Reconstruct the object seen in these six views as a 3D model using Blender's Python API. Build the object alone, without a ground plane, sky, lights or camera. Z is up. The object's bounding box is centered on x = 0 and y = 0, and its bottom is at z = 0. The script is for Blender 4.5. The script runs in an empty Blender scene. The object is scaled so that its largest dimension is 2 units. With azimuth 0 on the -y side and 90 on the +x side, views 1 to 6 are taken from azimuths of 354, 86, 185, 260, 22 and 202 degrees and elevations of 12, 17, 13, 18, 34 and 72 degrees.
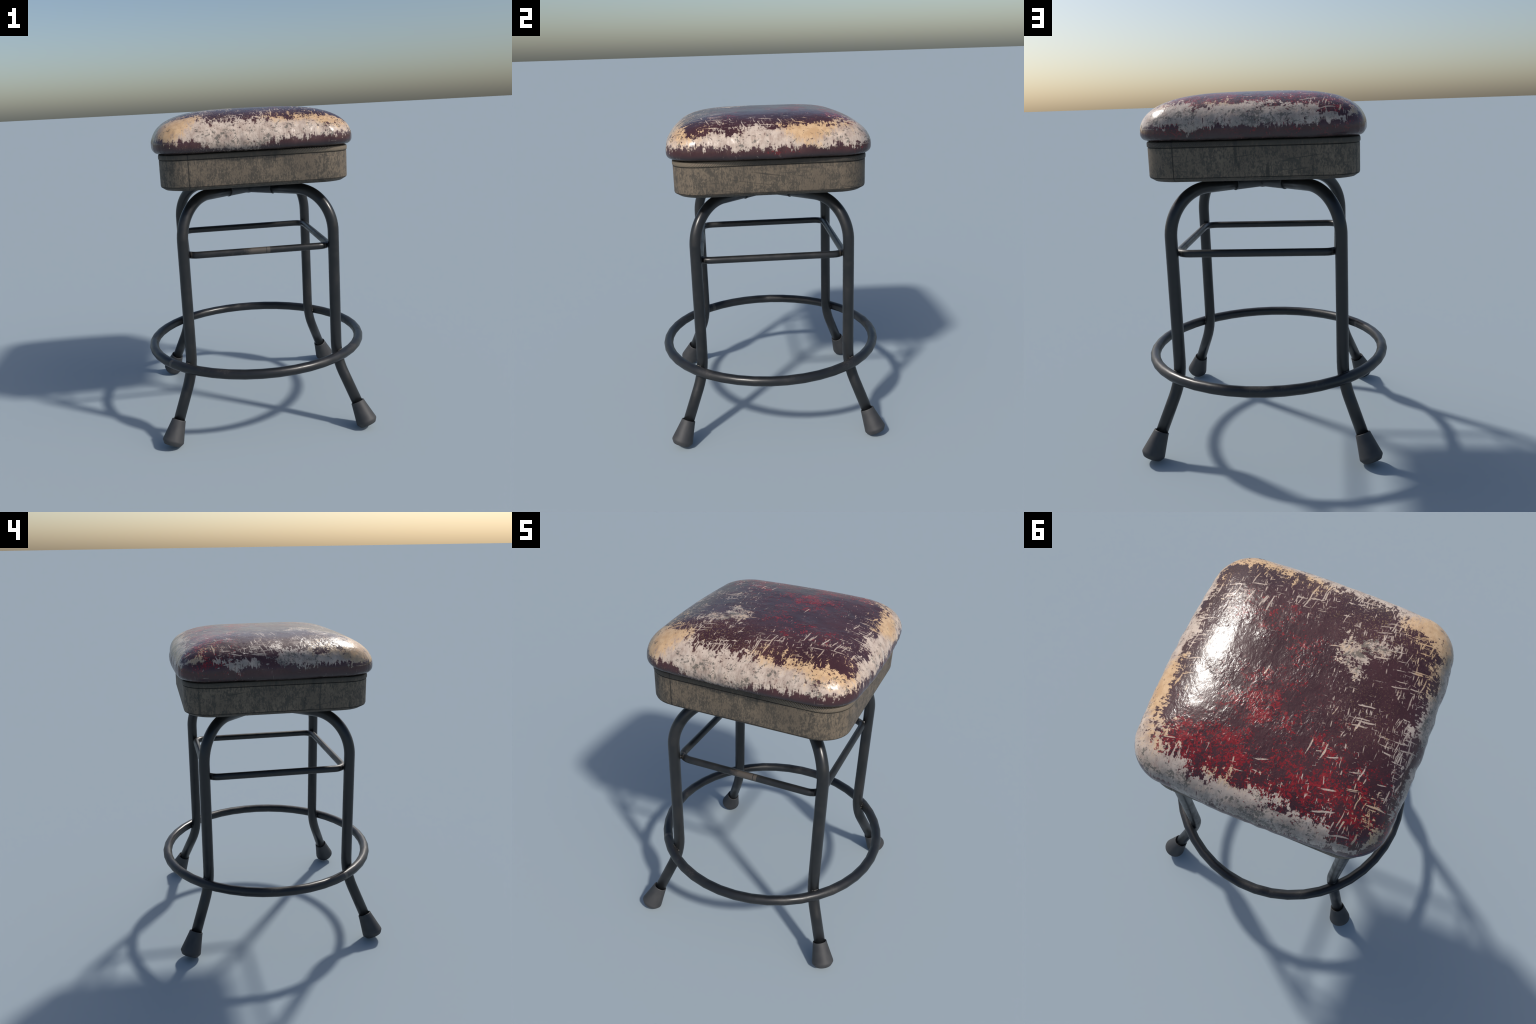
"""Worn swivel bar stool: cracked leather cushion on a boxed seat, four bent tube legs,
square tube brace and round foot ring.  Everything is built from profiles and rules."""
import bpy, bmesh, math, random
from math import sin, cos, pi, sqrt
from mathutils import Vector, noise as mnoise

random.seed(7)
scene = bpy.context.scene
COL = scene.collection


# ------------------------------------------------------------------ helpers
def link(name, mesh, parent=None, mat=None, smooth=None):
    ob = bpy.data.objects.new(name, mesh)
    COL.objects.link(ob)
    if parent:
        ob.parent = parent
    if mat and not mesh.materials:
        mesh.materials.append(mat)
    if smooth is not None:
        for p in mesh.polygons:
            p.use_smooth = True
        if smooth < 180:
            mesh.set_sharp_from_angle(angle=math.radians(smooth))
    return ob


def mesh_from(name, verts, faces):
    m = bpy.data.meshes.new(name)
    m.from_pydata([tuple(v) for v in verts], [], faces)
    bm = bmesh.new()
    bm.from_mesh(m)
    bmesh.ops.recalc_face_normals(bm, faces=bm.faces)
    bm.to_mesh(m)
    bm.free()
    return m


def loft(rings, cap_start=True, cap_end=True):
    """Rings of equal count, closed around; returns verts, faces."""
    n = len(rings[0])
    verts = [v for r in rings for v in r]
    faces = []
    for i in range(len(rings) - 1):
        for j in range(n):
            a, b = i * n + j, i * n + (j + 1) % n
            faces.append((a, b, b + n, a + n))
    if cap_start:
        faces.append(tuple(range(n)))
    if cap_end:
        k = (len(rings) - 1) * n
        faces.append(tuple(k + j for j in range(n)))
    return verts, faces


def sweep(path, radius, sides=24, closed=False, cap=True):
    """Round tube along a planar or 3D polyline with parallel-transport frames."""
    n = len(path)
    tang = []
    for i in range(n):
        if closed:
            t = path[(i + 1) % n] - path[i - 1]
        else:
            t = path[min(i + 1, n - 1)] - path[max(i - 1, 0)]
        tang.append(t.normalized())
    up = Vector((0, 0, 1)) if abs(tang[0].z) < .9 else Vector((1, 0, 0))
    u = (up - tang[0] * up.dot(tang[0])).normalized()
    rings = []
    for i in range(n):
        u = (u - tang[i] * u.dot(tang[i])).normalized()
        w = tang[i].cross(u)
        # mitre: keep the tube's width where the path turns
        k = 1.0
        if closed or 0 < i < n - 1:
            d0 = (path[i] - path[i - 1]).normalized()
            k = 1 / max(.8, d0.dot(tang[i]))
        r = radius(i) if callable(radius) else radius
        rings.append([path[i] + u * (r * cos(a)) + w * (r * sin(a)) * (k if closed else 1)
                      for a in (2 * pi * s / sides for s in range(sides))])
    if closed:
        rings.append(rings[0])
        verts = [v for r in rings[:-1] for v in r]
        faces = []
        for i in range(n):
            for j in range(sides):
                a, b = i * sides + j, i * sides + (j + 1) % sides
                c, d = ((i + 1) % n) * sides + (j + 1) % sides, ((i + 1) % n) * sides + j
                faces.append((a, b, c, d))
        return verts, faces
    return loft(rings, cap, cap)


def fillet_path(pts, radii, step=pi / 40):
    """Polyline with circular fillets of the given radii at inner points."""
    out = [pts[0]]
    for i in range(1, len(pts) - 1):
        a, b, c = pts[i - 1], pts[i], pts[i + 1]
        d0, d1 = (a - b).normalized(), (c - b).normalized()
        ang = d0.angle(d1)
        t = radii[i - 1] / math.tan(ang / 2)
        centre = b + (d0 + d1).normalized() * (radii[i - 1] / sin(ang / 2))
        p0, p1 = b + d0 * t, b + d1 * t
        v0, v1 = p0 - centre, p1 - centre
        tot = v0.angle(v1)
        m = max(4, int(tot / step))
        for k in range(m + 1):
            s = k / m
            out.append(centre + (v0 * sin((1 - s) * tot) + v1 * sin(s * tot)) / sin(tot))
    out.append(pts[-1])
    return out


def lathe(profile, sides=28):
    """profile: (r, z) pairs, about z."""
    rings = [[Vector((r * cos(2 * pi * s / sides), r * sin(2 * pi * s / sides), z)) for s in range(sides)]
             for r, z in profile]
    return loft(rings)


def rounded_square(a, rc, bulge=0.0, k_arc=18, k_edge=40):
    """Counter-clockwise outline of a rounded square with slightly bowed sides."""
    pts = []
    for c in range(4):
        cb, sb = cos(pi / 2 * c), sin(pi / 2 * c)
        loc = []
        for i in range(1, k_edge + 1):
            s = -(a - rc) + 2 * (a - rc) * i / (k_edge + 1)
            loc.append((a + bulge * (1 - (s / (a - rc)) ** 2), s))
        for i in range(k_arc):
            p = pi / 2 * i / (k_arc - 1)
            loc.append((a - rc + rc * cos(p), a - rc + rc * sin(p)))
        pts += [(x * cb - y * sb, x * sb + y * cb) for x, y in loc]
    return pts


# ------------------------------------------------------------------ node expression helper
class G:
    """Small expression builder for one material's node tree."""

    def __init__(self, mat):
        self.nt = mat.node_tree

    def node(self, kind, **props):
        n = self.nt.nodes.new(kind)
        for k, v in props.items():
            setattr(n, k, v)
        return n

    def put(self, sock, val):
        if isinstance(val, E):
            self.nt.links.new(val.s, sock)
        elif isinstance(val, bpy.types.NodeSocket):
            self.nt.links.new(val, sock)
        else:
            sock.default_value = val

    def math(self, op, *args, clamp=False):
        n = self.node('ShaderNodeMath', operation=op, use_clamp=clamp)
        for i, a in enumerate(args):
            self.put(n.inputs[i], a)
        return E(self, n.outputs[0])

    def vec(self, x, y, z):
        n = self.node('ShaderNodeCombineXYZ')
        for i, a in enumerate((x, y, z)):
            self.put(n.inputs[i], a)
        return E(self, n.outputs[0])

    def noise(self, vec, scale=1.0, detail=2.0, rough=.5, dist=0.0):
        n = self.node('ShaderNodeTexNoise')
        self.put(n.inputs['Vector'], vec)
        n.inputs['Scale'].default_value = scale
        n.inputs['Detail'].default_value = detail
        n.inputs['Roughness'].default_value = rough
        n.inputs['Distortion'].default_value = dist
        return E(self, n.outputs[0])

    def voronoi(self, vec, scale=1.0, feature='F1', rand=1.0):
        n = self.node('ShaderNodeTexVoronoi', feature=feature)
        self.put(n.inputs['Vector'], vec)
        n.inputs['Scale'].default_value = scale
        n.inputs['Randomness'].default_value = rand
        sep = None
        if feature != 'DISTANCE_TO_EDGE':
            sep = self.node('ShaderNodeSeparateColor')
            self.nt.links.new(n.outputs['Color'], sep.inputs[0])
        return E(self, n.outputs['Distance']), sep

    def ramp(self, v, lo, hi):
        """smooth 0..1 ramp between lo and hi (either order)"""
        n = self.node('ShaderNodeMapRange', interpolation_type='SMOOTHSTEP')
        self.put(n.inputs[0], v)
        self.put(n.inputs[1], lo)
        self.put(n.inputs[2], hi)
        return E(self, n.outputs[0])

    def mix(self, f, a, b):
        """colour mix"""
        n = self.node('ShaderNodeMix', data_type='RGBA')
        self.put(n.inputs[0], f)
        for i, v in ((6, a), (7, b)):
            self.put(n.inputs[i], (*v, 1) if isinstance(v, tuple) else v)
        return E(self, n.outputs[2])

    def blob(self, x, y, cx, cy, rx, ry, ang=0.0):
        """soft elliptical patch, 1 at its centre, 0 from its rim outwards"""
        c, s = cos(ang), sin(ang)
        dx, dy = x - cx, y - cy
        p = (dx * (c / rx) + dy * (s / rx))
        q = (dy * (c / ry) - dx * (s / ry))
        return self.math('SUBTRACT', 1.0, self.math('SQRT', p * p + q * q), clamp=True)

    def maxi(self, *v):
        r = v[0]
        for k in v[1:]:
            r = self.math('MAXIMUM', r, k)
        return r


class E:
    def __init__(self, g, s):
        self.g, self.s = g, s

    def __add__(self, o): return self.g.math('ADD', self, o)
    __radd__ = __add__
    def __sub__(self, o): return self.g.math('SUBTRACT', self, o)
    def __rsub__(self, o): return self.g.math('SUBTRACT', o, self)
    def __mul__(self, o): return self.g.math('MULTIPLY', self, o)
    __rmul__ = __mul__
    def abs(self): return self.g.math('ABSOLUTE', self)


def new_mat(name):
    mat = bpy.data.materials.new(name)
    mat.use_nodes = True
    g = G(mat)
    bsdf = mat.node_tree.nodes['Principled BSDF']
    tc = g.node('ShaderNodeTexCoord')
    P = E(g, tc.outputs['Object'])
    sep = g.node('ShaderNodeSeparateXYZ')
    g.put(sep.inputs[0], P)
    return mat, g, bsdf, P, E(g, sep.outputs[0]), E(g, sep.outputs[1]), E(g, sep.outputs[2])


def bump(g, bsdf, height, strength, dist):
    n = g.node('ShaderNodeBump')
    g.put(n.inputs['Strength'], strength)
    n.inputs['Distance'].default_value = dist
    g.put(n.inputs['Height'], height)
    g.put(bsdf.inputs['Normal'], n.outputs[0])


def srgb(r, gg, b):
    f = lambda c: (c / 255 / 12.92) if c <= 10 else ((c / 255 + .055) / 1.055) ** 2.4
    return (f(r), f(gg), f(b))


# ------------------------------------------------------------------ materials
def leather_material():
    mat, g, bsdf, P, x, y, z = new_mat('worn_oxblood_leather')
    # fibres run across the seat edge: along y on the front and back, along x on the sides
    side = g.ramp(x.abs() - y.abs(), -.10, .10)
    fine = g.noise(P, 85, 3, .65)
    mid = g.noise(P, 21, 4, .62)
    low = g.noise(P, 5.0, 2, .5)
    low2 = g.noise(g.vec(x + 3.1, y - 1.7, z), 7.0, 3, .55)
    st_a = g.noise(g.vec(x * 95, y * 20, z * 20), 1.0, 4, .68, .5)
    st_b = g.noise(g.vec(x * 20, y * 95, z * 20), 1.0, 4, .68, .5)
    streak = st_a + (st_b - st_a) * side
    B = lambda *a: g.blob(x, y, *a)
    clamp = lambda v, lo, hi: g.math('MINIMUM', g.math('MAXIMUM', v, lo), hi)

    # --- pale worn band around the shoulder of the cushion
    upper = (1.929 + (low - .5) * .05 + (low2 - .5) * .05
             + B(-.46, -.50, .26, .15, .35) * .040 + B(.55, .17, .10, .26) * .026
             + B(-.50, .42, .16, .14) * .028 + B(.45, .47, .20, .20) * .026
             + B(.50, -.50, .18, .14) * .012 + B(-.03, .50, .28, .14) * .014
             - B(-.42, .53, .11, .10) * .075 - B(.08, -.54, .14, .12) * .014 - B(-.30, -.55, .16, .10) * .008
             + B(.30, -.53, .22, .12) * .016 - B(-.54, .12, .14, .10) * .035 - B(-.50, -.22, .10, .10) * .012)
    lower = (1.828 + (low2 - .5) * .04
             - g.ramp(y, -.40, -.52) * g.ramp(x, .13, .0) * g.ramp(x, -.36, -.22) * .055
             - B(.60, -.20, .10, .05) * .04 - B(-.59, .28, .12, .06) * .05 - B(.30, .60, .07, .10) * .05)
    score = g.math('MINIMUM', clamp((upper - z) * 36.0, -2.2, 2.4), clamp((z - lower) * 44.0 + (streak - .5) * 1.5 + (low2 - .5) * 1.6, -2.6, 2.4))
    score = score - B(-.58, .37, .26, .24) * 2.0 - B(-.59, .08, .09, .07) * 2.6 - g.ramp(x, -.50, -.57) * .55 - g.ramp(y, .50, .57) * .25 - B(-.56, .54, .16, .16) * 1.2 - B(.54, -.42, .14, .14) * 1.6 - B(.56, -.22, .10, .06) * 1.2
    ragged = (streak - .5) * 3.0 + (mid - .5) * 5.0 + (fine - .5) * 2.6
    flecks = g.ramp(g.noise(P, 62, 3, .6) * .6 + low2 * .4 + g.ramp(z, 1.86, 1.93) * .035, .618, .640)
    soft = g.ramp(z, 1.90, 1.85) * .22 + .08
    worn = g.ramp(score + ragged, 0.0 - soft, soft + .06) * (1 - flecks * .9)

    # --- scratches: stretched cells, some switched on
    wob = (mid - .5) * .006
    clus = g.ramp(g.noise(g.vec(x - 4, y + 2, z), 8, 2), .40, .62)
    edge = g.maxi(x.abs(), y.abs())
    region = (g.ramp(y, -.12, -.45) * .34 + g.ramp(x, -.02, -.34) * .26 + g.ramp(edge, .33, .53) * .34
              + B(-.22, .06, .20, .22) * .16 + B(-.28, .18, .14, .14) * .2 + .004)
    region = region * (1 - g.ramp(y, .22, .40) * g.ramp(x, -.50, -.40) * .55)
    region = region * (clus * 1.1 + .10) * g.ramp(z, 1.84, 1.90)

    def strokes(u, v, su, sv, seed, width, dens):
        d, c = g.voronoi(g.vec(u * su + seed, v * sv, z * 4), 1.0)
        rnd, r2 = E(g, c.outputs[0]), E(g, c.outputs[1])
        on = g.math('LESS_THAN', rnd, dens)
        return on * g.ramp(d + (fine - .5) * .45, r2 * width + .10, r2 * width + .0)
    turn = (g.noise(g.vec(x + 9, y, 0.0), 9, 1) - .5) * .03
    xa, ya = x + y * .16 + wob, y - x * .24 + wob + turn
    xb, yb = x - y * .14 + wob - turn, y + x * .12 + wob
    scr = g.maxi(strokes(xa, ya, 10, 118, 2.3, .46, region * .85), strokes(yb, xb, 10, 118, 7.7, .46, region * .85),
                 strokes(ya, xa, 24, 150, 31.7, .40, region * .9))
    # hairline scuffing in both directions
    hair2 = g.noise(g.vec(x * 30 + y * 5, y * 210 - x * 30, z * 20), 1.0, 1, .6)
    hair3 = g.noise(g.vec(x * 210 + y * 30, y * 30, z * 20), 1.0, 1, .6)
    hairs = g.ramp(g.maxi(hair2, hair3) + clamp(region, 0.0, .30) * .22 + (mid - .5) * .35, .745, .785) * .75
    # scuff strokes on the maroon skirt below the band
    skirt = g.ramp(z, 1.84, 1.82)
    s3 = strokes(x + y, z * 3, 9, 34, 4.4, .22, skirt * .14)
    scr = g.maxi(scr * .92, hairs, s3 * .5)

    # bare grey-white patch on one quarter of the seat
    pa = g.maxi(B(-.175, -.20, .105, .14, .3), B(-.25, -.27, .13, .07, .5) * .8)
    patch = g.ramp(pa * 1.75 + (fine - .5) * 4.0 + (mid - .5) * 3.6, .76, .98) * g.ramp(pa, .0, .12)
    worn_all = g.maxi(worn, scr, patch * .93)

    # --- the leather itself: dark oxblood with brighter red where the top coat has gone
    lace = g.noise(g.vec(x + 7, y, z), 95, 4, .72, .4) * .66 + mid * .34
    red_area = g.maxi(B(.27, .41, .44, .26, .35), B(.10, .15, .34, .27, .6) * .80, B(.06, -.15, .20, .17) * .62,
                      B(.22, -.24, .28, .16, -.3) * .62, B(-.27, .41, .50, .28, -.15), B(.03, .50, .30, .16) * .9,
                      B(-.22, .23, .18, .16) * .62, B(-.56, .42, .22, .28) * .62, B(.34, .60, .32, .14) * .70,
                      B(.60, .08, .07, .16) * .5, B(-.15, .56, .40, .14) * .62)
    red = g.ramp(lace + clamp(red_area, 0.0, .70) * .18 + (low2 - .5) * .16 + (g.noise(P, 13, 2, .6) - .5) * .22, .617, .648) * g.ramp(red_area, .0, .12)
    red = red * (1 - g.ramp(z, 1.865, 1.835) * .35)
    maroon = g.mix(g.ramp(low, .3, .7), srgb(64, 37, 40), srgb(78, 47, 49))
    maroon = g.mix(g.ramp(fine, .35, .7) * .35, maroon, srgb(50, 29, 32))
    skin = g.mix(red * .85, maroon, g.mix(g.ramp(fine, .35, .65), srgb(116, 26, 30), srgb(154, 34, 39)))
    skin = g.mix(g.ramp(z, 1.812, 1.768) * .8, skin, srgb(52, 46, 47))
    # fine dust of tan specks
    dust = g.ramp(g.noise(P, 150, 2, .6), .585, .65) * g.maxi(B(-.25, -.42, .36, .24), B(.0, -.50, .38, .12) * .8, B(-.32, .03, .18, .24) * .55)
    skin = g.mix(g.math('MULTIPLY', dust, 1.25, clamp=True), skin, srgb(136, 112, 82))

    # --- exposed backing: chalky pink-white, buff yellow patches, grey mould
    buff = g.ramp(g.maxi(B(-.50, -.48, .24, .22, .6) * 1.35, B(.53, .22, .14, .26) * 1.25, B(.44, -.50, .28, .14) * .9,
                         B(.20, -.50, .22, .10) * .8, B(-.52, -.26, .12, .18) * .8, B(.52, -.44, .14, .16) * .9,
                         B(.50, .45, .20, .20) * .45, B(-.50, .44, .20, .20) * .9, B(.12, .50, .20, .07) * .5)
                  + (low2 - .5) * .8 + (streak - .5) * 1.2 + (mid - .5) * .8 + (z - 1.905) * 3.6, .28, .80)
    chalk = g.mix(g.ramp(streak * .35 + mid * .65, .32, .62), srgb(164, 142, 128), srgb(201, 183, 168))
    cloth = g.mix(buff * .85, chalk, g.mix(g.ramp(mid, .35, .65), srgb(194, 155, 111), srgb(208, 171, 127)))
    ochre = g.ramp(st_a * .4 + st_b * .3 + low2 * .3, .575, .66) * g.ramp(z, 1.84, 1.90)
    cloth = g.mix(ochre * .6, cloth, srgb(166, 130, 78))
    mould_n = g.noise(P, 80, 4, .75) * .58 + g.noise(P, 23, 3, .55) * .42
    mould_area = g.maxi(B(-.08, .58, .36, .14) * 1.0, B(-.58, -.06, .14, .22) * 1.0, B(.38, .56, .26, .12) * .7,
                        B(-.22, -.24, .18, .16) * 1.25, B(.0, -.60, .50, .16) * .75, B(.40, -.58, .22, .12) * .7, B(.59, -.14, .10, .22) * .45, B(.58, .38, .08, .10) * .5)
    mould = g.ramp(mould_n + (mould_area * .095 + .008) - g.ramp(z, 1.89, 1.93) * .04 * (1 - patch), .572, .625)
    cloth = g.mix(mould * .78, cloth, srgb(80, 77, 69))
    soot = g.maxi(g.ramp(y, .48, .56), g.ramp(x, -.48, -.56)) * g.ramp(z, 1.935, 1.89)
    cloth = g.mix(soot * g.ramp(mid * .6 + low2 * .4, .40, .58) * .55, cloth, srgb(96, 90, 84))
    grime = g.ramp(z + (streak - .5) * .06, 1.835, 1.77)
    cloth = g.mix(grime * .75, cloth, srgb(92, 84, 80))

    colour = g.mix(worn_all, skin, cloth)
    g.put(bsdf.inputs['Base Color'], colour)
    g.put(bsdf.inputs['Roughness'], .235 + worn_all * .03 + (mid - .5) * .14)
    bsdf.inputs['IOR'].default_value = 1.5
    top = g.ramp(z, 1.88, 1.95)
    crease = g.noise(g.vec(x * 1.2, y * .9, z), 74, 3, .6, .9) * .55 + g.noise(g.vec(x * 1.3, y * .8, z), 32, 2, .5, .9) * .85
    calm = g.ramp(low2, .40, .60) * .6 + .4
    grain = crease * calm + low * 1.5 + g.noise(P, 11, 1) * 1.0
    height = grain * (.15 + top * .85) + worn_all * -.05 + (streak - .5) * (1 - top) * .10 + (1 - top) * (g.noise(g.vec(x * 17, y * 17, z * 5), 1.0, 2) * 2.6 + mid * .35)
    bump(g, bsdf, height, .6, .0045)
    return mat


def box_material():
    mat, g, bsdf, P, x, y, z = new_mat('grimy_taupe_vinyl')
    fine = g.noise(P, 120, 4, .7)
    mid = g.noise(P, 18, 5, .7)
    low = g.noise(P, 4.5, 2, .5)
    vstreak = g.noise(g.vec(x * 80, y * 80, z * 11), 1.0, 4, .65)
    hstreak = g.noise(g.vec(x * 7, y * 7, z * 110), 1.0, 3, .6)
    base = g.mix(g.ramp(low, .3, .7), srgb(104, 92, 78), srgb(122, 108, 91))
    grit = g.noise(g.vec(x * 1.0, y * 1.0, z * .45), 150, 3, .75)
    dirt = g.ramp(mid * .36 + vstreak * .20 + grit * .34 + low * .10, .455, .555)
    dirt = g.maxi(dirt, g.ramp(z + (vstreak - .5) * .16 + (mid - .5) * .12, 1.705, 1.735) * .75)  # darker zone along the top, below and across the rim
    scr_zone = g.ramp(g.noise(g.vec(x + 5, y, z), 5.5, 1), .46, .62)
    dirt = g.maxi(dirt, g.ramp(hstreak, .57, .64) * scr_zone)
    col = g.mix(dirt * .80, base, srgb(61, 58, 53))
    # dark runs down the panels
    run = g.ramp(g.noise(g.vec((x + y) * 16 + 4.3 + (fine - .5) * .5, x - y, z * 2.2), 1.0, 2, .6), .665, .70)
    col = g.mix(run * .7, col, srgb(48, 46, 42))
    # long slanted knife scratches
    knife = g.noise(g.vec((x + y) * 3.0, (x - y) * 2, z * 75 + (x + y) * 11), 1.0, 1)
    col = g.mix(g.ramp(knife, .705, .73) * .6, col, srgb(44, 42, 39))
    col = g.mix(g.ramp(grit, .35, .65) * .28, col, srgb(74, 69, 61))
    # seams, grooves and the bottom welt hold dirt
    line = g.maxi(g.ramp((z - 1.571).abs(), .0035, .001), g.ramp((z - 1.7255).abs(), .0045, .0015))
    seam = g.ramp(g.math('MINIMUM', ((x + .394).abs() + g.ramp(y, -.5, -.4)), ((x - .394).abs() + g.ramp(y, .5, .4))), .0045, .001)
    col = g.mix(g.maxi(line, seam) * .75, col, srgb(34, 32, 30))
    col = g.mix(g.ramp(z, 1.572, 1.566) * .55, col, srgb(58, 56, 52))
    # corded trim along the top edge, clearest round one corner
    cord = g.math('SINE', (x + y - z * 1.3) * 640.0)
    on = g.ramp(z, 1.727, 1.730) * g.ramp(y - x, .62, .30) * g.ramp(x + y, -1.0, -.3)
    trim = g.ramp(z, 1.7265, 1.7285)
    corner = g.ramp(x - y, .62, .95)
    col = g.mix(trim * .45 * (1 - corner), col, srgb(56, 53, 48))
    col = g.mix(trim * corner * .9, col, srgb(150, 135, 114))
    col = g.mix(g.ramp(cord, -.3, .4) * on * (.55 + corner * .4), col, srgb(34, 32, 30))
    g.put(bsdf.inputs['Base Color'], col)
    g.put(bsdf.inputs['Roughness'], .62 + (mid - .5) * .2)
    bsdf.inputs['Specular IOR Level'].default_value = .35
    bump(g, bsdf, fine * .4 + vstreak * .3 - dirt * .3 + cord * on * .8, .35, .002)
    return mat


def steel_material():
    mat, g, bsdf, P, x, y, z = new_mat('black_enamelled_steel')
    n = g.noise(P, 9, 4, .65)
    f = g.noise(P, 120, 3, .7)
    col = g.mix(g.ramp(n, .35, .7), srgb(27, 29, 31), srgb(36, 36, 37))
    speck = g.ramp(f * .6 + n * .4, .60, .66)
    col = g.mix(speck * .5, col, srgb(62, 58, 54))
    g.put(bsdf.inputs['Base Color'], col)
    g.put(bsdf.inputs['Roughness'], .30 + g.ramp(n, .45, .65) * .14 + speck * .1)
    bsdf.inputs['Specular IOR Level'].default_value = .5
    bump(g, bsdf, f, .08, .001)
    return mat


def brace_material():
    """Same enamel, rubbed through to dull metal at the joint in the front rail, with contact shade painted round the corners."""
    mat, g, bsdf, P, x, y, z = new_mat('rubbed_black_steel')
    n = g.noise(P, 9, 4, .65)
    f = g.noise(P, 70, 3, .7)
    col = g.mix(g.ramp(n, .35, .7), srgb(27, 29, 31), srgb(37, 37, 37))
    front = g.ramp(y, -.430, -.444)
    rub = g.ramp(x.abs() * 9.0 + (n - .5) * .8 + (f - .5) * .5, .62, .38)
    rub = g.maxi(rub, g.ramp((x - .056).abs(), .011, .009))
    rub = rub * (1 - g.ramp((x - .044).abs(), .0025, .0012)) * front
    smear = g.ramp(n * .6 + f * .4 - (x + .07).abs() * 1.2, .42, .50) * front * .5
    col = g.mix(g.maxi(rub, smear) * .7, col, srgb(92, 84, 76))
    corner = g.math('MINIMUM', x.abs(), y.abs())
    col = g.mix(g.ramp(corner, .380, .398) * .85, col, srgb(14, 14, 14))  # ambient occlusion near the legs, baked into the colour
    col = g.mix(g.ramp((corner - .409).abs(), .006, .003) * .6, col, srgb(74, 70, 65))  # pale ring painted as a highlight at each rail end
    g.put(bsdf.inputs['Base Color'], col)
    g.put(bsdf.inputs['Roughness'], .36 + g.ramp(n, .45, .65) * .12 + rub * .12)
    bump(g, bsdf, f - rub * .6, .1, .001)
    return mat


def ring_material():
    mat, g, bsdf, P, x, y, z = new_mat('foot_worn_black_steel')
    n = g.noise(P, 6, 4, .65)
    f = g.noise(P, 90, 3, .7)
    col = g.mix(g.ramp(n, .35, .7), srgb(27, 29, 32), srgb(37, 37, 38))
    ca, sa = cos(math.radians(215.5)), sin(math.radians(215.5))
    along = y * ca - x * sa
    band = g.ramp(along.abs(), .013, .011) * g.ramp(x * ca + y * sa, .3, .5)
    speck = g.ramp(f * .5 + n * .5, .56, .63) * g.ramp(z, .46, .48)
    col = g.mix(g.maxi(band * .6, speck * .25), col, srgb(84, 79, 74))
    g.put(bsdf.inputs['Base Color'], col)
    g.put(bsdf.inputs['Roughness'], .32 + g.ramp(n, .45, .65) * .16)
    bump(g, bsdf, f, .08, .001)
    return mat


def simple_material(name, a, b, rough, scale=20):
    mat, g, bsdf, P, x, y, z = new_mat(name)
    n = g.noise(P, scale, 4, .6)
    f = g.noise(P, 150, 2, .6)
    g.put(bsdf.inputs['Base Color'], g.mix(g.ramp(n, .35, .65), a, b))
    g.put(bsdf.inputs['Roughness'], rough + (n - .5) * .15)
    bump(g, bsdf, f, .1, .001)
    return mat


LEATHER = leather_material()
VINYL = box_material()
STEEL = steel_material()
BRACE = brace_material()
RING = ring_material()
RUBBER = simple_material('grey_rubber', srgb(52, 52, 54), srgb(60, 60, 61), .6)
HUB = simple_material('blued_cast_iron', srgb(46, 49, 53), srgb(56, 58, 61), .5)
WELD = simple_material('bright_weld', srgb(52, 50, 47), srgb(84, 80, 75), .35, 120)
DARK = simple_material('dark_board', srgb(20, 19, 18), srgb(28, 26, 24), .8)

# ------------------------------------------------------------------ the stool
root = bpy.data.objects.new('bar_stool', None)
root.empty_display_size = .1
COL.objects.link(root)
root['label'] = 'worn square bar stool with cracked maroon leather cushion and black tube legs'
root['category'] = 'bar stool'


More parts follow.
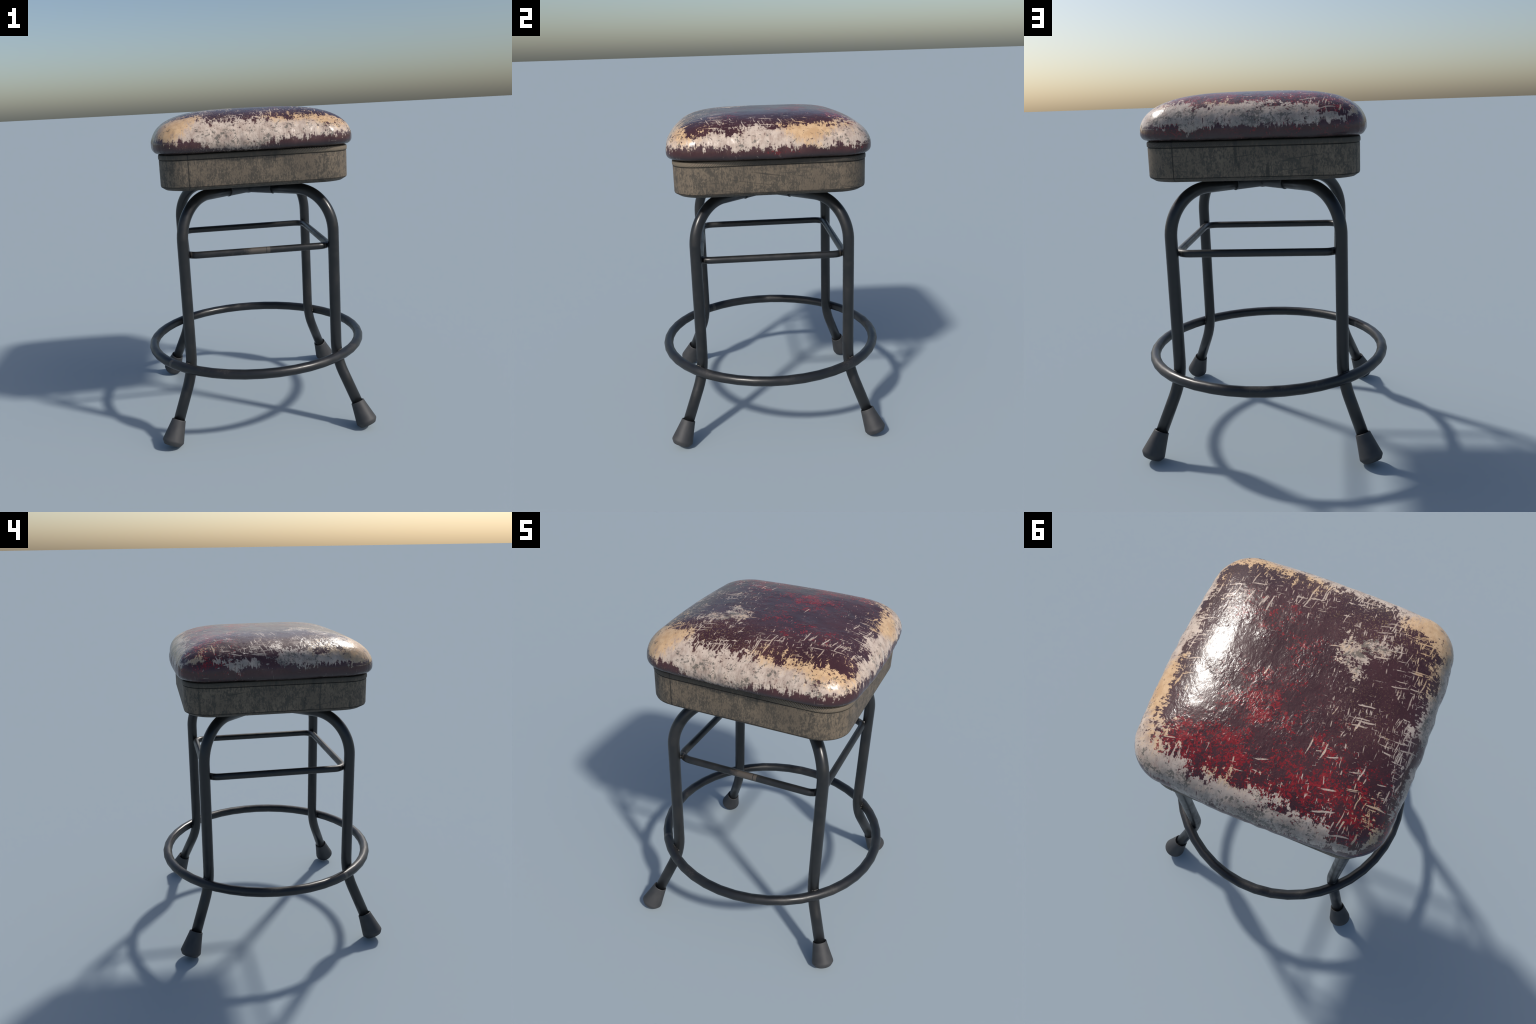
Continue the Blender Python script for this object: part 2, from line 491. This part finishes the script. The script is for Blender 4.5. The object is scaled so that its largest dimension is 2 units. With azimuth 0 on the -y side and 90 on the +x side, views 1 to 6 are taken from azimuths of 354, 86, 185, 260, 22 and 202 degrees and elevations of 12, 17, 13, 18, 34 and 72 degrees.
# cushion ------------------------------------------------------------------
def build_cushion():
    A, RC, BULGE = .589, .184, .017
    Z_EQ, Z_TOP, Z_BOT = 1.795, 2.0, 1.7615
    N_UP, M_UP = 3.43, 2.30
    outline = rounded_square(A, RC, BULGE, 26, 84)
    prof = []                                   # (scale of the outline, z)
    K = 64
    for i in range(1, K + 1):
        p = pi / 2 * i / K
        prof.append((sin(p) ** (2 / N_UP), Z_EQ + (Z_TOP - Z_EQ) * max(cos(p), 0) ** (2 / M_UP)))
    # fill the broad top evenly
    u0 = prof[0][0]
    head = []
    for i in range(1, 26):
        u = u0 * i / 26
        head.append((u, Z_EQ + (Z_TOP - Z_EQ) * (1 - u ** N_UP) ** (1 / M_UP)))
    prof = head + prof
    for i in range(1, 11):
        p = pi / 2 * i / 10
        prof.append((.945 + .055 * cos(p), Z_EQ - (Z_EQ - Z_BOT) * sin(p)))
    prof.append((.90, Z_BOT))
    prof.append((.55, Z_BOT))

    def point(ox, oy, u, z):
        px, py = ox * u, oy * u
        # gathered puckers where the hide is pulled over the side
        along = py if abs(ox) > abs(oy) else px
        side_w = max(0.0, 1 - abs(z - 1.822) / .075)
        face = 2.3 * (1 if ox > 0 else 2) + (5.1 if abs(oy) > abs(ox) else 0)
        corner_fade = max(0.0, 1 - max(0.0, abs(along) - .36) / .16)
        pk = .6 * mnoise.noise(Vector((along * 11 + face, face * 3, 0.3))) + .75 * mnoise.noise(Vector((along * 25, face, z * 5)))
        d = .0085 * side_w * corner_fade * pk
        # slow lumps in the padding
        l = mnoise.noise(Vector((px * 3.1, py * 3.1, z * 2))) * .0028 + mnoise.noise(Vector((px * 9, py * 9, z * 9 + 4))) * .0009
        r = sqrt(px * px + py * py) + 1e-9
        out = min(1.0, max(0.0, (u - .55) / .4))
        upw = 1 - out
        if z <= Z_BOT + .004:
            d = l = 0
        low_w = max(0.0, min(1.0, (1.80 - z) / .03)) * (1 if u > .93 else 0)
        dz = .0035 * low_w * mnoise.noise(Vector((px * 8, py * 8, 7.7)))
        return Vector((px + (d + l * out) * px / r, py + (d + l * out) * py / r, z + dz + l * upw * .55 - upw * .0006))

    rings = [[point(ox, oy, u, z) for ox, oy in outline] for u, z in prof]
    verts = [v for r in rings for v in r]
    n = len(outline)
    faces = []
    for i in range(len(rings) - 1):
        for j in range(n):
            a, b = i * n + j, i * n + (j + 1) % n
            faces.append((a, b, b + n, a + n))
    verts.append(Vector((0, 0, sum(v.z for v in rings[0]) / n)))
    c = len(verts) - 1
    faces += [(c, (j + 1) % n, j) for j in range(n)]
    k = (len(rings) - 1) * n
    faces.append(tuple(k + j for j in range(n)))
    m = mesh_from('cushion', verts, faces)
    return link('cushion', m, root, LEATHER, 180)


build_cushion()


# boxed seat ------------------------------------------------------------------
def box_rings(profile, half, rc, grooves=()):
    """profile: (inset, z); grooves: (edge x, side sign) cut fine vertical seams."""
    rings = []
    for inset, z in profile:
        ring = []
        for px, py in rounded_square(half, rc, 0, 10, 196):
            s = 1 - inset / half
            for gx, sg in grooves:
                w = abs(px - gx)
                if py * sg > half - .004 and w < .0045:
                    s -= .0028 * (1 - w / .0045) / half
            ring.append(Vector((px * s, py * s, z)))
        rings.append(ring)
    return rings


SEAMS = ((-.394, -1), (.394, 1))
body_prof = [(.22, 1.5495), (.030, 1.5495), (.026, 1.5503), (.0025, 1.5675), (.002, 1.5690), (.0034, 1.5702), (.0034, 1.5714),
             (.0008, 1.5728), (0, 1.576), (0, 1.640), (0, 1.715), (.0006, 1.7235), (.003, 1.7250), (.003, 1.7262)]
v, f = loft(box_rings(body_prof, .5585, .16, SEAMS))
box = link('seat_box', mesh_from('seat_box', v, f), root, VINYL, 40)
trim_prof = [(.0045, 1.7263), (.0005, 1.7272), (-.0022, 1.7300), (-.0028, 1.7365), (-.0026, 1.7480), (-.001, 1.7535), (.003, 1.7560), (.05, 1.7562)]
v, f = loft(box_rings(trim_prof, .5585, .16, SEAMS))
link('trim_band', mesh_from('trim_band', v, f), box, VINYL, 60)
v, f = loft(box_rings([(.02, 1.7555), (.02, 1.7625)], .560, .16))
link('cushion_board', mesh_from('cushion_board', v, f), root, DARK, 40)

# swivel hub under the seat ----------------------------------------------------
v, f = lathe([(.10, 1.5240), (.235, 1.5245), (.24, 1.528), (.24, 1.5475), (.236, 1.5492), (.05, 1.5493)], 48)
hub = link('swivel_hub', mesh_from('swivel_hub', v, f), root, HUB, 40)
v, f = lathe([(.008, 1.4530), (.016, 1.4534), (.019, 1.4550), (.020, 1.462), (.040, 1.5242)], 24)
link('hub_cap', mesh_from('hub_cap', v, f), hub, HUB, 40)

TUBE_R, ARM_Z, LEG_RHO = .0338, 1.4915, .645
sleeve_prof = [(.030, .0), (.0362, .004), (.0362, .198), (.0372, .2005), (.0385, .2030), (.0372, .2055), (.0345, .2065), (.0325, .207)]
v, f = lathe(sleeve_prof, 28)
v = [Vector((p.z, p.x, p.y + ARM_Z)) for p in v]
sleeve_mesh = mesh_from('socket_sleeve', v, f)

# legs ---------------------------------------------------------------------------
SPLAY = Vector((.472, 0, -.880)).normalized()
knee = Vector((LEG_RHO, 0, .428))
foot_top = knee + SPLAY * ((.428 - .153) / -SPLAY.z)
leg_path = fillet_path([Vector((.16, 0, ARM_Z)), Vector((LEG_RHO, 0, ARM_Z)), knee, foot_top + SPLAY * .03],
                       [.25, .42])
# extra rings along the straight so noise and shading stay even
v, f = sweep(leg_path, TUBE_R, 28)
leg_mesh = mesh_from('leg', v, f)

# rubber foot: profile along its own axis from the top rim to the sole
foot_len = .154
foot_prof = [(.0335, .004), (.0345, -.0005), (.0400, -.0035), (.0424, -.0015), (.0432, .002), (.0440, .010), (.0540, .064), (.0648, .120),
             (.0658, .126), (.0652, .132), (.0525, foot_len - .0035), (.0495, foot_len - .001), (.045, foot_len), (.010, foot_len)]
v, f = lathe(foot_prof, 28)
axis = SPLAY
side = Vector((0, 1, 0))
nrm = axis.cross(side)
v = [foot_top + axis * p.z + nrm * p.x + side * p.y for p in v]
lift = -min(p.z for p in v)
print('foot lift', lift, 'rho', max(p.x for p in v))
v = [p + Vector((0, 0, lift)) for p in v]
foot_mesh = mesh_from('rubber_foot', v, f)

# ring and its welds -------------------------------------------------------------
RING_R, RING_Z, RING_T = .6965, .4622, .0300
SEG = 44
path = [Vector((RING_R * 1.002 * cos(2 * pi * (i + .5) / SEG), RING_R * 1.002 * sin(2 * pi * (i + .5) / SEG), RING_Z)) for i in range(SEG)]
v, f = sweep(path, RING_T, 18, closed=True)
ring = link('foot_ring', mesh_from('foot_ring', v, f), root, RING, 180)


def bead_mesh(name, centres, rads, seed):
    rnd = random.Random(seed)
    bm = bmesh.new()
    for c, r in zip(centres, rads):
        res = bmesh.ops.create_icosphere(bm, subdivisions=2, radius=r)
        for w in res['verts']:
            w.co = w.co * (1 + rnd.uniform(-.08, .08)) + c
    m = bpy.data.meshes.new(name)
    bm.to_mesh(m)
    bm.free()
    return m


rnd = random.Random(5)
cs, rs = [], []
for i in range(11):
    s = -.030 + .060 * i / 10
    rho = LEG_RHO + sqrt(max(TUBE_R ** 2 - s * s, 1e-6))
    rc = sqrt((rho) ** 2 + s * s)
    dz = sqrt(max(RING_T ** 2 - (rc - RING_R) ** 2, 1e-6))
    for sg in (1, -1):
        cs.append(Vector((rho, s, RING_Z + sg * dz)))
        rs.append(.0052 + rnd.uniform(-.001, .0014))
ring_weld_mesh = bead_mesh('ring_weld', cs, rs, 3)

# square brace ---------------------------------------------------------------------
BR_S, BR_R, BR_Z, BR_T = .437, .072, 1.150, .0212
pts = []
for c in range(4):
    a0 = pi / 2 * c
    cx, cy = (BR_S - BR_R) * (1 if c in (0, 3) else -1), (BR_S - BR_R) * (1 if c in (0, 1) else -1)
    for i in range(7):
        a = a0 + pi / 2 * i / 6
        pts.append(Vector((cx + BR_R * cos(a), cy + BR_R * sin(a), BR_Z)))
    # points along the straight
    nx, ny = (-sin(a0 + pi / 2), cos(a0 + pi / 2))
    last = pts[-1].copy()
    for i in range(1, 8):
        pts.append(last + Vector((nx, ny, 0)) * (2 * (BR_S - BR_R) * i / 8))
v, f = sweep(pts, BR_T, 18, closed=True)
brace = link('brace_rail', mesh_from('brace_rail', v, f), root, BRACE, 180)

# stub between brace corner and leg, with its weld bead
corner_rho = sqrt(2) * (BR_S - BR_R) + BR_R
v, f = lathe([(.010, corner_rho - .004), (.0135, corner_rho), (.0125, corner_rho + .016), (.0150, LEG_RHO - TUBE_R + .004), (.010, LEG_RHO - TUBE_R + .010)], 16)
v = [Vector((p.z, p.x, p.y + BR_Z)) for p in v]
stub_mesh = mesh_from('brace_weld', v, f)

first = {}
for k in range(4):
    ang = math.radians(45 + 90 * k)
    leg = link('leg', leg_mesh, root, STEEL, 180 if k == 0 else None)
    leg.rotation_euler = (0, 0, ang)
    link('rubber_foot', foot_mesh, leg, RUBBER, 50 if k == 0 else None)
    link('brace_weld', stub_mesh, leg, STEEL, 40 if k == 0 else None)
    link('ring_weld', ring_weld_mesh, leg, WELD, 180 if k == 0 else None)
    s = link('socket_sleeve', sleeve_mesh, hub, HUB, 40 if k == 0 else None)
    s.rotation_euler = (0, 0, ang)
